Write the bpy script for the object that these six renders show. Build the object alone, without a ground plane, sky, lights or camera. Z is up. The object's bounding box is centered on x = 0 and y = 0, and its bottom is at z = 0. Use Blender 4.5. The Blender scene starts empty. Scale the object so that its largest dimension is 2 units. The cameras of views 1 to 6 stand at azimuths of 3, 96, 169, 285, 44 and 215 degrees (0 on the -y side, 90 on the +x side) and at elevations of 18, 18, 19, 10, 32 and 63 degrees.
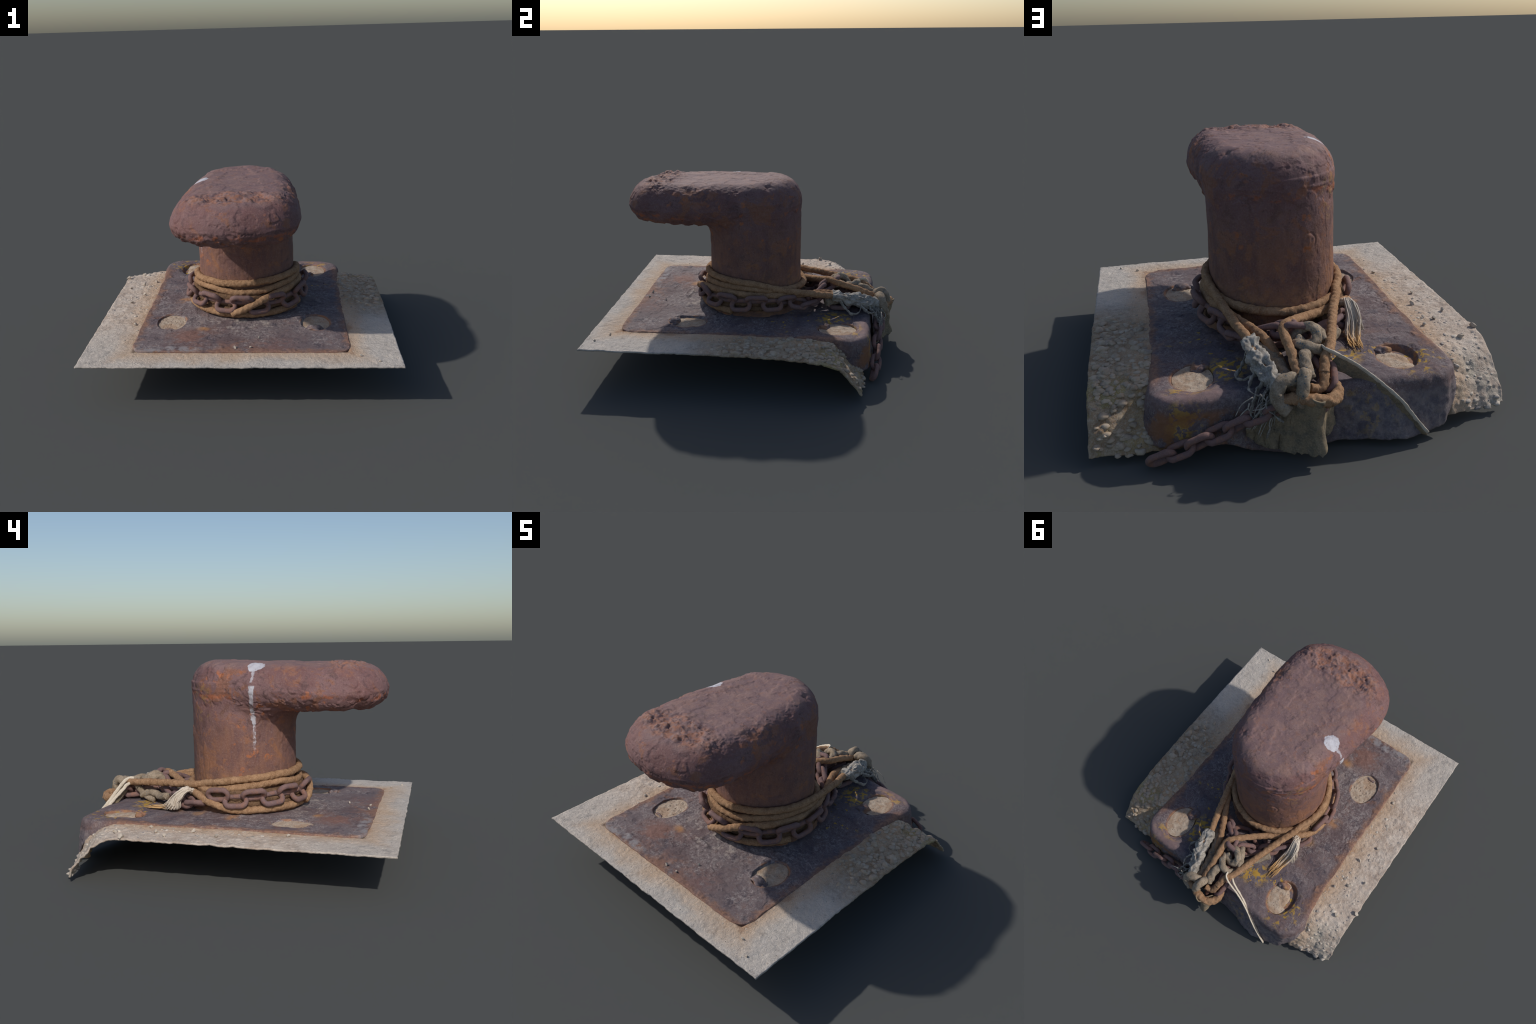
import bpy, math, random
import numpy as np
from mathutils import Vector, Matrix

rng = np.random.default_rng(7)
random.seed(7)

# ------------------------------------------------------------------ noise
PERM = np.random.default_rng(3).permutation(256).astype(np.int64)
PERM = np.concatenate([PERM, PERM, PERM])
GRAD = np.random.default_rng(4).normal(size=(256, 3))
GRAD /= np.linalg.norm(GRAD, axis=1)[:, None]


def hash3(i, j, k):
    return PERM[(PERM[(PERM[i & 255] + j) & 255] + k) & 255]


def perlin(p):
    p = np.asarray(p, float)
    i = np.floor(p).astype(np.int64)
    f = p - i
    w = f * f * f * (f * (f * 6 - 15) + 10)
    out = 0
    for dx in (0, 1):
        wx = w[:, 0] if dx else 1 - w[:, 0]
        for dy in (0, 1):
            wy = w[:, 1] if dy else 1 - w[:, 1]
            for dz in (0, 1):
                wz = w[:, 2] if dz else 1 - w[:, 2]
                gr = GRAD[hash3(i[:, 0] + dx, i[:, 1] + dy, i[:, 2] + dz)]
                out = out + wx * wy * wz * ((f - (dx, dy, dz)) * gr).sum(1)
    return out * 1.5


def fbm(p, octaves=4, gain=.5):
    p = np.asarray(p, float)
    a, s = 0, 1.0
    for o in range(octaves):
        a = a + s * perlin(p * (2 ** o) + 17.3 * o)
        s *= gain
    return a


def cells(p):
    """distance to nearest feature point, second nearest, and a random id per cell"""
    p = np.asarray(p, float)
    i = np.floor(p).astype(np.int64)
    f1 = np.full(len(p), 9.0)
    f2 = np.full(len(p), 9.0)
    cid = np.zeros(len(p), np.int64)
    for dx in (-1, 0, 1):
        for dy in (-1, 0, 1):
            for dz in (-1, 0, 1):
                h = hash3(i[:, 0] + dx, i[:, 1] + dy, i[:, 2] + dz)
                jit = GRAD[h] * .35 + .5
                d = np.linalg.norm(i + (dx, dy, dz) + jit - p, axis=1)
                near = d < f1
                f2 = np.where(near, f1, np.minimum(f2, d))
                cid = np.where(near, h, cid)
                f1 = np.where(near, d, f1)
    return f1, f2, cid / 255.0


def sstep(a, b, x):
    t = np.clip((x - a) / (b - a), 0, 1)
    return t * t * (3 - 2 * t)


def blob(p, c, r):
    """soft patch around centre c with radii r"""
    q = (p - np.array(c)) / np.array(r)
    return np.exp(-(q * q).sum(1))


# ------------------------------------------------------------------ materials
PX, PY0 = .645, -.815                       # plate half width and front edge
HOLES = [(-.465, -.392), (.458, -.400), (.478, .606), (-.450, .640)]
HRX, HRY = .090, .122


class Nodes:
    """small builder for procedural node materials"""

    def __init__(self, name):
        self.mat = bpy.data.materials.new(name)
        self.mat.use_nodes = True
        self.t = self.mat.node_tree
        self.t.nodes.clear()
        self.out = self.t.nodes.new('ShaderNodeOutputMaterial')
        self.bsdf = self.t.nodes.new('ShaderNodeBsdfPrincipled')
        self.t.links.new(self.bsdf.outputs[0], self.out.inputs[0])
        tc = self.t.nodes.new('ShaderNodeTexCoord')
        self.obj = tc.outputs['Object']
        sep = self.t.nodes.new('ShaderNodeSeparateXYZ')
        self.t.links.new(self.obj, sep.inputs[0])
        self.x, self.y, self.z = sep.outputs

    def put(self, sock, v):
        if isinstance(v, bpy.types.NodeSocket):
            self.t.links.new(v, sock)
        elif isinstance(v, (tuple, list)) and len(v) == 3 and sock.type == 'RGBA':
            sock.default_value = (*v, 1)
        else:
            sock.default_value = v

    def math(self, op, a, b=0.0, c=0.0, clamp=False):
        n = self.t.nodes.new('ShaderNodeMath')
        n.operation = op
        n.use_clamp = clamp
        for s, v in zip(n.inputs, (a, b, c)):
            self.put(s, v)
        return n.outputs[0]

    def add(self, a, b): return self.math('ADD', a, b)
    def sub(self, a, b): return self.math('SUBTRACT', a, b)
    def mul(self, a, b): return self.math('MULTIPLY', a, b)
    def vmax(self, a, b): return self.math('MAXIMUM', a, b)

    def scaled(self, sx, sy, sz, off=(0, 0, 0)):
        n = self.t.nodes.new('ShaderNodeMapping')
        self.t.links.new(self.obj, n.inputs[0])
        n.inputs['Scale'].default_value = (sx, sy, sz)
        n.inputs['Location'].default_value = off
        return n.outputs[0]

    def noise(self, scale, detail=4, rough=.55, vec=None, dist=0.0, color=False):
        n = self.t.nodes.new('ShaderNodeTexNoise')
        n.inputs['Scale'].default_value = scale
        n.inputs['Detail'].default_value = detail
        n.inputs['Roughness'].default_value = rough
        n.inputs['Distortion'].default_value = dist
        self.t.links.new(vec or self.obj, n.inputs['Vector'])
        return n.outputs[1 if color else 0]

    def voronoi(self, scale, out='Distance', vec=None, feature='F1'):
        n = self.t.nodes.new('ShaderNodeTexVoronoi')
        n.feature = feature
        n.inputs['Scale'].default_value = scale
        self.t.links.new(vec or self.obj, n.inputs['Vector'])
        return n.outputs[out]

    def ramp(self, v, lo, hi, smooth=True):
        n = self.t.nodes.new('ShaderNodeMapRange')
        n.interpolation_type = 'SMOOTHSTEP' if smooth else 'LINEAR'
        for s, a in zip(list(n.inputs)[:5], (v, lo, hi, 0.0, 1.0)):
            self.put(s, a)
        return n.outputs[0]

    def mix(self, f, a, b, mode='MIX'):
        n = self.t.nodes.new('ShaderNodeMix')
        n.data_type = 'RGBA'
        n.blend_type = mode
        self.put(n.inputs[0], f)
        self.put(n.inputs[6], a)
        self.put(n.inputs[7], b)
        return n.outputs[2]

    def near(self, cx, cy, cz, rx, ry, rz, lo=1.0, hi=.5):
        """1 inside an ellipsoid round a place, 0 outside"""
        dx = self.math('DIVIDE', self.sub(self.x, cx), rx)
        dy = self.math('DIVIDE', self.sub(self.y, cy), ry)
        dz = self.math('DIVIDE', self.sub(self.z, cz), rz)
        d = self.math('SQRT', self.add(self.add(self.mul(dx, dx), self.mul(dy, dy)), self.mul(dz, dz)))
        return self.ramp(d, lo, hi)

    def finish(self, color, rough=.85, bump=None, strength=.4, dist=.004, spec=.3):
        b = self.bsdf
        self.put(b.inputs['Base Color'], color)
        self.put(b.inputs['Roughness'], rough)
        b.inputs['Specular IOR Level'].default_value = spec
        if bump is not None:
            n = self.t.nodes.new('ShaderNodeBump')
            n.inputs['Strength'].default_value = strength
            n.inputs['Distance'].default_value = dist
            self.t.links.new(bump, n.inputs['Height'])
            self.t.links.new(n.outputs[0], b.inputs['Normal'])
        return self.mat


def mat_iron():
    m = Nodes('rusty_cast_iron')
    big = m.noise(4.0, 5, .6)
    mid = m.noise(15, 6, .65)
    patch = m.noise(8.5, 6, .68, None, .6)
    fine = m.noise(130, 5, .75)
    streak = m.noise(6, 6, .68, m.scaled(2.2, 2.2, .6), .5)
    col = m.mix(m.ramp(big, .38, .62), (.168, .082, .078), (.194, .108, .108))
    col = m.mix(m.mul(m.ramp(patch, .53, .60), .75), col, (.250, .105, .060))
    col = m.mix(m.mul(m.ramp(patch, .44, .37), .75), col, (.110, .060, .062))
    col = m.mix(m.mul(m.ramp(mid, .56, .66), .35), col, (.265, .150, .125))
    # post: browner, with running stains
    post = m.ramp(m.add(m.z, m.mul(m.sub(patch, .5), .7)), .95, .72)
    pcol = m.mix(m.ramp(streak, .36, .64), (.135, .066, .056), (.240, .112, .065))
    pcol = m.mix(m.mul(m.ramp(patch, .54, .62), .6), pcol, (.320, .140, .058))
    pcol = m.mix(m.mul(m.ramp(mid, .45, .35), .6), pcol, (.095, .055, .055))
    col = m.mix(m.mul(post, .65), col, pcol)
    foot = m.ramp(m.add(m.z, m.mul(m.sub(streak, .5), .45)), .58, .44)
    col = m.mix(m.mul(foot, .6), col, m.mix(m.ramp(mid, .4, .6), (.20, .10, .06), (.36, .175, .075)))
    # top face: worn, greyer, with hairline scratches
    top = m.mul(m.ramp(m.add(m.z, m.mul(m.sub(big, .5), .06)), 1.120, 1.158), .75)
    tcol = m.mix(m.ramp(mid, .40, .62), (.190, .122, .124), (.255, .160, .140))
    tcol = m.mix(m.mul(m.ramp(m.noise(22, 6, .7), .56, .64), .5), tcol, (.29, .135, .085))
    tcol = m.mix(m.mul(m.ramp(m.noise(70, 6, .75), .58, .70), .6), tcol, (.36, .32, .34))
    col = m.mix(top, col, tcol)
    # bright orange blisters on the flanks of the head
    v = m.voronoi(17, 'Distance')
    spots = m.mul(m.ramp(v, .38, .30), m.ramp(m.noise(6, 3, .5), .56, .62))
    spots = m.mul(spots, m.mul(m.ramp(m.noise(45, 4, .6), .36, .52), m.ramp(m.z, 1.15, 1.10)))
    col = m.mix(m.mul(spots, .7), col, (.42, .135, .042))
    band = m.mul(m.ramp(m.math('ABSOLUTE', m.sub(m.z, m.add(.975, m.mul(m.sub(big, .5), .12)))), .020, .003),
                 m.ramp(m.noise(12, 5, .65), .50, .58))
    col = m.mix(m.mul(band, .6), col, (.40, .115, .040))
    # flaking front of the head
    fl = m.mul(m.near(-.02, -.64, 1.13, .38, .15, .14), m.ramp(m.noise(26, 5, .65), .44, .58))
    col = m.mix(m.mul(fl, .6), col, (.34, .135, .065))
    fl = m.mul(m.near(.29, -.35, 1.08, .12, .30, .10), m.ramp(m.noise(19, 5, .6), .52, .58))
    col = m.mix(m.mul(fl, .55), col, (.34, .14, .075))
    # ochre tinge at the back left of the column
    och = m.mul(m.near(-.29, .22, .95, .12, .12, .18), m.ramp(m.noise(20, 5, .65), .50, .60))
    col = m.mix(m.mul(och, .6), col, (.33, .19, .07))
    # dark pits and hairline cracks
    pit = m.ramp(m.noise(75, 4, .6), .37, .31)
    col = m.mix(m.mul(pit, .5), col, (.05, .032, .034))
    crk = m.ramp(m.math('ABSOLUTE', m.sub(m.noise(5.5, 7, .7, None, .4), .5)), .006, .0015)
    col = m.mix(m.mul(crk, m.mul(m.ramp(m.noise(4, 2), .50, .58), .75)), col, (.045, .03, .03))
    col = m.mix(m.mul(m.ramp(fine, .45, .72), .28), col, (.38, .27, .24))
    # white paint splash and its run down the left side
    wob = m.mul(m.sub(m.noise(11, 3), .5), .035)
    fray = m.mul(m.sub(m.noise(60, 4, .7), .5), .030)
    dist = m.math('ABSOLUTE', m.add(m.sub(m.y, -.128), wob))
    left = m.ramp(m.x, -.12, -.18)
    thin = m.ramp(m.z, .66, 1.04, False)
    zed = m.mul(m.ramp(m.z, .645, .70), m.ramp(m.z, 1.046, 1.036))
    line = m.mul(m.ramp(m.sub(dist, m.add(m.mul(thin, .010), m.add(.005, m.mul(fray, .8)))), .003, -.003), zed)
    patchy = m.vmax(m.ramp(m.noise(22, 5, .65), .44, .50), m.ramp(m.math('ABSOLUTE', m.sub(m.z, 1.0)), .06, .03))
    line = m.mul(line, m.add(.25, m.mul(patchy, .75)))
    blotch = m.near(-.272, -.140, 1.15, .075, .066, .055, 1.15, .45)
    blotch = m.ramp(m.add(blotch, m.mul(m.sub(m.noise(24, 5, .7), .5), 1.6)), .50, .62)
    drip = m.mul(m.ramp(m.sub(dist, m.add(.006, fray)), .003, -.003),
                 m.mul(m.ramp(m.z, 1.055, 1.065), m.ramp(m.z, 1.15, 1.14)))
    paint = m.mul(m.vmax(m.vmax(line, blotch), m.mul(drip, .7)), left)
    paint = m.mul(paint, m.ramp(m.noise(60, 5, .75, m.scaled(1, 1, .35)), .26, .42))
    col = m.mix(m.mul(paint, m.add(.55, m.mul(m.ramp(mid, .35, .6), .35))), col, (.56, .56, .61))
    h = m.add(m.add(m.mul(fine, .45), m.mul(mid, .9)), m.mul(patch, 1.2))
    return m.finish(col, .78, h, .6, .007, .35)


def mat_plate():
    m = Nodes('weathered_plate_iron')
    big = m.noise(2.6, 5, .6)
    mid = m.noise(10, 7, .68)
    grain = m.noise(48, 6, .75, None, .8)
    fine = m.noise(170, 5, .75)
    col = m.mix(m.ramp(big, .38, .60), (.120, .080, .083), (.150, .112, .115))
    col = m.mix(m.mul(m.ramp(mid, .45, .34), .8), col, (.070, .055, .070))
    col = m.mix(m.mul(m.ramp(mid, .53, .66), .55), col, (.190, .105, .085))
    # scan's shade beside and behind the post, tinted blue-dark into the iron
    cool = m.vmax(m.near(.45, .10, .28, .34, .65, .3, 1.1, .4), m.near(.1, .62, .28, .80, .30, .3, 1.1, .4))
    col = m.mix(m.mul(cool, m.mul(m.ramp(big, .30, .60), .60)), col, m.mix(m.ramp(mid, .4, .6), (.075, .065, .090), (.120, .100, .115)))
    # pale dust and fibres
    dusty = m.ramp(m.noise(4.2, 5, .6), .36, .58)
    dust = m.mul(m.ramp(grain, .47, .63), dusty)
    front = m.ramp(m.y, .55, -.20)
    col = m.mix(m.mul(dust, m.add(.38, m.mul(front, .34))), col, (.36, .315, .30))
    speck = m.mul(m.ramp(fine, .56, .68), m.add(.35, m.mul(dusty, .4)))
    col = m.mix(speck, col, (.42, .385, .37))
    hair = m.ramp(m.math('ABSOLUTE', m.sub(m.noise(26, 6, .7, None, 2.2), .5)), .012, .003)
    col = m.mix(m.mul(hair, m.mul(dusty, .38)), col, (.44, .40, .38))
    dark = m.ramp(m.noise(34, 6, .7), .43, .34)
    col = m.mix(m.mul(dark, .55), col, (.055, .042, .050))
    # rust along the border
    edge = m.math('MAXIMUM', m.sub(m.math('ABSOLUTE', m.x), .645),
                  m.sub(m.math('ABSOLUTE', m.sub(m.y, .02)), .835))
    edge = m.add(edge, m.mul(m.sub(mid, .5), .22))
    rust = m.ramp(edge, -.050, .010)
    fronty = m.ramp(m.y, .72, .55)
    col = m.mix(m.mul(m.mul(rust, fronty), .65), col, m.mix(m.ramp(grain, .4, .6), (.20, .10, .07), (.34, .17, .09)))
    # orange-red patches
    for (cx, cy, r, c) in ((-.30, -.62, .24, (.215, .105, .080)), (-.25, -.50, .055, (.42, .20, .07)),
                           (-.43, -.03, .08, (.36, .18, .085)), (-.25, .36, .10, (.38, .19, .09)), (-.36, .20, .07, (.34, .19, .10)),
                           (.20, -.72, .18, (.175, .095, .085)), (-.55, -.35, .07, (.32, .14, .07)), (-.02, -.78, .20, (.24, .12, .08))):
        f = m.mul(m.near(cx, cy, .28, r, r * .75, .2, 1.1, .2), m.ramp(m.noise(9, 5, .65), .40, .58))
        col = m.mix(m.mul(f, .8), col, c)
    # grey cement smear along the front edge
    sm = m.mul(m.near(-.42, -.79, .28, .28, .05, .2, 1.1, .4), m.ramp(m.noise(14, 6, .7), .42, .58))
    col = m.mix(m.mul(sm, .75), col, (.30, .285, .29))
    sm = m.mul(m.near(-.05, -.44, .28, .34, .12, .2, 1.1, .4), m.ramp(m.noise(17, 7, .75), .52, .60))
    col = m.mix(m.mul(sm, .7), col, (.42, .355, .31))
    # rusty collars round the mortar-filled pockets
    for (hx, hy) in HOLES:
        f = m.mul(m.near(hx, hy, .27, HRX * 1.22, HRY * 1.18, .1, 1.0, .86), m.ramp(m.noise(13, 4, .6), .42, .56))
        col = m.mix(m.mul(f, .7), col, (.33, .155, .075))
    # yellow lichen at the back
    lich = m.noise(24, 5, .62)
    for (cx, cy, rx, ry, th) in ((-.17, .60, .15, .11, .50), (-.50, .70, .16, .16, .55), (.32, .58, .11, .14, .51),
                                 (.50, .73, .12, .05, .53), (.40, .30, .20, .20, .63), (-.2, .90, .24, .06, .54),
                                 (.56, .85, .14, .06, .48), (-.36, .55, .08, .08, .54)):
        f = m.mul(m.near(cx, cy, .25, rx, ry, .25, 1.1, .5), m.ramp(lich, th, th + .03))
        col = m.mix(m.mul(f, m.ramp(grain, .30, .55)), col, (.44, .265, .045))
    # pinkish worn corner by the back right pocket
    pk = m.mul(m.near(.52, .77, .28, .24, .08, .08, 1.1, .5), m.ramp(mid, .30, .55))
    col = m.mix(m.mul(pk, .65), col, (.250, .160, .150))
    # back skirt: orange rust on the right, grey-blue fibrous on the left
    sk = m.mul(m.ramp(m.z, .24, .20), m.ramp(m.y, .70, .78))
    skr = m.mul(sk, m.mul(m.ramp(m.x, .15, .45), m.ramp(m.noise(12, 5, .65), .47, .56)))
    col = m.mix(m.mul(skr, .75), col, (.25, .105, .040))
    skl = m.mul(sk, m.ramp(m.x, .0, -.15))
    col = m.mix(m.mul(skl, .55), col, m.mix(m.ramp(m.noise(22, 7, .75), .4, .6), (.095, .095, .125), (.25, .215, .21)))
    h = m.add(m.add(m.mul(fine, .4), m.mul(grain, .6)), m.mul(mid, 1.2))
    return m.finish(col, .82, h, .6, .008, .35)


def mat_concrete():
    m = Nodes('weathered_concrete')
    big = m.noise(2.6, 5, .6)
    mid = m.noise(13, 7, .7)
    wrink = m.noise(34, 6, .7, None, 1.6)
    fine = m.noise(150, 5, .75)
    col = m.mix(m.ramp(big, .36, .62), (.62, .54, .465), (.55, .50, .455))
    col = m.mix(m.mul(m.ramp(mid, .52, .64), .6), col, (.70, .62, .54))
    col = m.mix(m.mul(m.ramp(mid, .46, .35), .6), col, (.315, .280, .255))
    # left flank: warm stony tan
    warm = m.mul(m.ramp(m.x, -.50, -.68), m.ramp(m.y, -.85, -.30))
    col = m.mix(m.mul(warm, .65), col, m.mix(m.ramp(mid, .38, .62), (.55, .40, .295), (.73, .60, .49)))
    # right flank behind: ochre soil between stones, then grey-green
    soil = m.mul(m.ramp(m.x, .55, .70), m.ramp(m.add(m.y, m.mul(m.sub(big, .5), .6)), -.42, .02))
    col = m.mix(m.mul(soil, .88), col, m.mix(m.ramp(m.noise(18, 6, .7), .38, .62), (.29, .165, .070), (.44, .33, .21)))
    lich = m.mul(m.mul(m.ramp(m.x, .55, .7), m.ramp(m.y, .42, .58)), m.ramp(m.noise(8, 6, .65), .46, .56))
    col = m.mix(m.mul(lich, .6), col, (.33, .27, .075))
    by_plate = m.mul(m.mul(m.ramp(m.x, .80, .70), m.ramp(m.y, .50, .62)), m.ramp(m.x, .5, .6))
    col = m.mix(m.mul(by_plate, m.mul(m.ramp(mid, .38, .55), .6)), col, (.26, .185, .035))
    lb = m.mul(m.mul(m.ramp(m.x, -.6, -.7), m.ramp(m.y, .60, .72)), m.ramp(mid, .42, .6))
    col = m.mix(m.mul(lb, .6), col, (.36, .33, .26))
    # rust bleeding from the plate
    d = m.math('MAXIMUM', m.sub(m.math('ABSOLUTE', m.x), .645),
               m.sub(m.math('ABSOLUTE', m.sub(m.y, .02)), .835))
    d = m.add(d, m.mul(m.sub(m.noise(6, 6, .65), .5), .28))
    col = m.mix(m.mul(m.ramp(d, .18, .0), .66), col, (.60, .385, .225))
    col = m.mix(m.mul(m.ramp(d, .020, -.03), .60), col, (.38, .19, .09))
    # wrinkled crust, specks
    crease = m.ramp(m.math('ABSOLUTE', m.sub(wrink, .5)), .030, .004)
    col = m.mix(m.mul(crease, .30), col, (.22, .19, .17))
    sp = m.mul(m.ramp(m.voronoi(42), .17, .11), m.ramp(m.noise(31, 2), .53, .58))
    col = m.mix(m.mul(sp, .75), col, (.13, .118, .112))
    col = m.mix(m.mul(m.ramp(fine, .45, .68), .35), col, (.70, .64, .57))
    h = m.add(m.add(m.mul(fine, .35), mid), m.mul(wrink, .9))
    return m.finish(col, .92, h, .9, .011, .2)


def mat_mortar():
    m = Nodes('sandy_mortar')
    mid = m.noise(30, 5)
    fine = m.noise(160, 4, .7)
    col = m.mix(m.ramp(mid, .38, .62), (.43, .32, .235), (.52, .415, .32))
    pit = m.vmax(m.ramp(m.voronoi(60), .24, .14), m.mul(m.ramp(m.voronoi(120), .22, .14), .8))
    col = m.mix(m.mul(pit, m.ramp(m.noise(40, 2), .42, .50)), col, (.10, .085, .08))
    col = m.mix(m.mul(m.ramp(m.noise(9, 4), .52, .62), .5), col, (.40, .24, .14))
    col = m.mix(m.mul(m.ramp(fine, .4, .7), .35), col, (.58, .49, .40))
    return m.finish(col, .95, m.add(fine, mid), .8, .006, .2)


def mat_stone():
    m = Nodes('loose_aggregate')
    g = m.t.nodes.new('ShaderNodeNewGeometry')
    r = g.outputs['Random Per Island']
    col = m.mix(m.ramp(r, .0, .5, False), (.33, .29, .26), (.46, .39, .32))
    col = m.mix(m.ramp(r, .45, .95, False), col, (.60, .53, .45))
    col = m.mix(m.mul(m.ramp(r, .90, .92), .8), col, (.16, .15, .16))
    # ochre stain where soil lies between the right-hand stones
    soil = m.mul(m.mul(m.ramp(m.x, .55, .70), m.ramp(m.y, -.45, -.20)), m.add(.7, m.mul(m.ramp(m.noise(30, 4), .40, .60), .5)))
    col = m.mix(m.mul(soil, .65), col, (.36, .255, .155))
    col = m.mix(m.mul(m.ramp(m.noise(60, 4), .4, .65), .22), col, (.60, .54, .46))
    return m.finish(col, .9, m.noise(90, 4), .4, .004, .2)


def mat_rope(name, a, b, c, flecks=False):
    m = Nodes(name)
    mid = m.noise(20, 5, .6)
    fine = m.noise(130, 5, .75)
    col = m.mix(m.ramp(mid, .36, .64), a, b)
    col = m.mix(m.mul(m.ramp(fine, .45, .66), .6), col, c)
    col = m.mix(m.mul(m.ramp(fine, .42, .30), .55), col, tuple(v * .45 for v in a))
    if flecks:
        f = m.mul(m.ramp(m.voronoi(70), .30, .20), m.ramp(m.noise(17, 2), .50, .56))
        col = m.mix(m.mul(f, .8), col, (.06, .12, .17))
    return m.finish(col, .95, m.add(fine, mid), .7, .006, .1)


def mat_chain():
    m = Nodes('rusted_chain')
    oi = m.t.nodes.new('ShaderNodeObjectInfo')
    mid = m.noise(30, 5, .6)
    fine = m.noise(150, 4, .7)
    col = m.mix(oi.outputs['Random'], (.165, .105, .105), (.190, .112, .100))
    col = m.mix(m.mul(m.ramp(mid, .52, .66), .6), col, (.27, .13, .085))
    col = m.mix(m.mul(m.ramp(fine, .45, .68), .35), col, (.30, .20, .18))
    return m.finish(col, .85, m.add(fine, mid), .5, .004, .3)


def mat_fibre(name, pale, tan, split):
    """frayed fibre: pale at the top of the bundle, orange-tan where it meets the plate"""
    m = Nodes(name)
    g = m.t.nodes.new('ShaderNodeNewGeometry')
    col = m.mix(m.ramp(m.add(m.y, m.mul(m.sub(g.outputs['Random Per Island'], .5), .12)), split - .04, split + .05),
                pale, tan)
    col = m.mix(m.mul(m.ramp(g.outputs['Random Per Island'], .6, 1.0), .45), col, (.32, .25, .19))
    return m.finish(col, .8, None, spec=.2)


IRON = mat_iron()
PLATE = mat_plate()
CONCRETE = mat_concrete()
MORTAR = mat_mortar()
STONE = mat_stone()
ROPE = mat_rope('tan_rope', (.275, .155, .085), (.37, .220, .124), (.51, .335, .205))
DIRTY = mat_rope('grimy_rope', (.12, .072, .045), (.18, .105, .062), (.27, .17, .10))  # darker copy of the tan rope, for the three coils behind the chain links
ROPE_GREY = mat_rope('grey_rope', (.24, .185, .130), (.34, .27, .20), (.47, .39, .30), True)
RAG = mat_rope('ragged_cloth', (.20, .18, .155), (.42, .385, .34), (.57, .53, .48))
CLOTH = mat_rope('stiff_canvas', (.17, .145, .11), (.28, .215, .14), (.38, .30, .20))
CHAIN = mat_chain()
TUFT = mat_fibre('frayed_fibre', (.60, .52, .43), (.55, .33, .14), .42)
STRAP = mat_rope('bleached_strap', (.58, .49, .38), (.66, .58, .47), (.74, .68, .58))


# ------------------------------------------------------------------ mesh helpers
def new_object(name, mesh, parent=None, mat=None, smooth=True):
    ob = bpy.data.objects.new(name, mesh)
    bpy.context.scene.collection.objects.link(ob)
    if parent:
        ob.parent = parent
    if mat:
        mesh.materials.clear()
        mesh.materials.append(mat)
    if smooth:
        mesh.polygons.foreach_set('use_smooth', [True] * len(mesh.polygons))
    return ob


def mesh_from(name, verts, faces):
    me = bpy.data.meshes.new(name)
    me.from_pydata(np.asarray(verts).tolist(), [], faces if isinstance(faces, list) else faces.tolist())
    me.update()
    return me


def grid_faces(nu, nv, wrap_u=False):
    """quads of a grid stored row by row (v rows of u points)"""
    u = np.arange(nu if wrap_u else nu - 1)
    v = np.arange(nv - 1)
    U, V = np.meshgrid(u, v)
    a = V * nu + U
    b = V * nu + (U + 1) % nu
    return np.stack([a, b, b + nu, a + nu], -1).reshape(-1, 4)


def empty(name, label, category):
    e = bpy.data.objects.new(name, None)
    bpy.context.scene.collection.objects.link(e)
    e['label'] = label
    e['category'] = category
    return e


def solid(ob, t):
    md = ob.modifiers.new('thickness', 'SOLIDIFY')
    md.thickness = t
    md.offset = -1
    return ob


def bake(ob):
    """apply the modifiers without operators"""
    dg = bpy.context.evaluated_depsgraph_get()
    me = bpy.data.meshes.new_from_object(ob.evaluated_get(dg))
    old = ob.data
    ob.modifiers.clear()
    ob.data = me
    bpy.data.meshes.remove(old)
    return me


def verts_of(me):
    a = np.empty(len(me.vertices) * 3)
    me.vertices.foreach_get('co', a)
    return a.reshape(-1, 3)


def catmull(pts, n, closed=False):
    P = np.asarray(pts, float)
    if closed:
        Q = np.vstack([P[-1], P, P[0], P[1]])
    else:
        Q = np.vstack([2 * P[0] - P[1], P, 2 * P[-1] - P[-2]])
    out = []
    segs = len(Q) - 3
    t = np.linspace(0, 1, 24, endpoint=False)[:, None]
    for i in range(segs):
        a, b, c, d = Q[i:i + 4]
        out.append(.5 * ((2 * b) + (c - a) * t + (2 * a - 5 * b + 4 * c - d) * t ** 2 + (3 * b - a - 3 * c + d) * t ** 3))
    C = np.vstack(out + ([Q[1][None]] if closed else [P[-1][None]]))
    L = np.r_[0, np.cumsum(np.linalg.norm(np.diff(C, axis=0), axis=1))]
    s = np.linspace(0, L[-1], n + (1 if closed else 0))
    R = np.stack([np.interp(s, L, C[:, k]) for k in range(C.shape[1])], 1)
    return R[:-1] if closed else R


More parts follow.
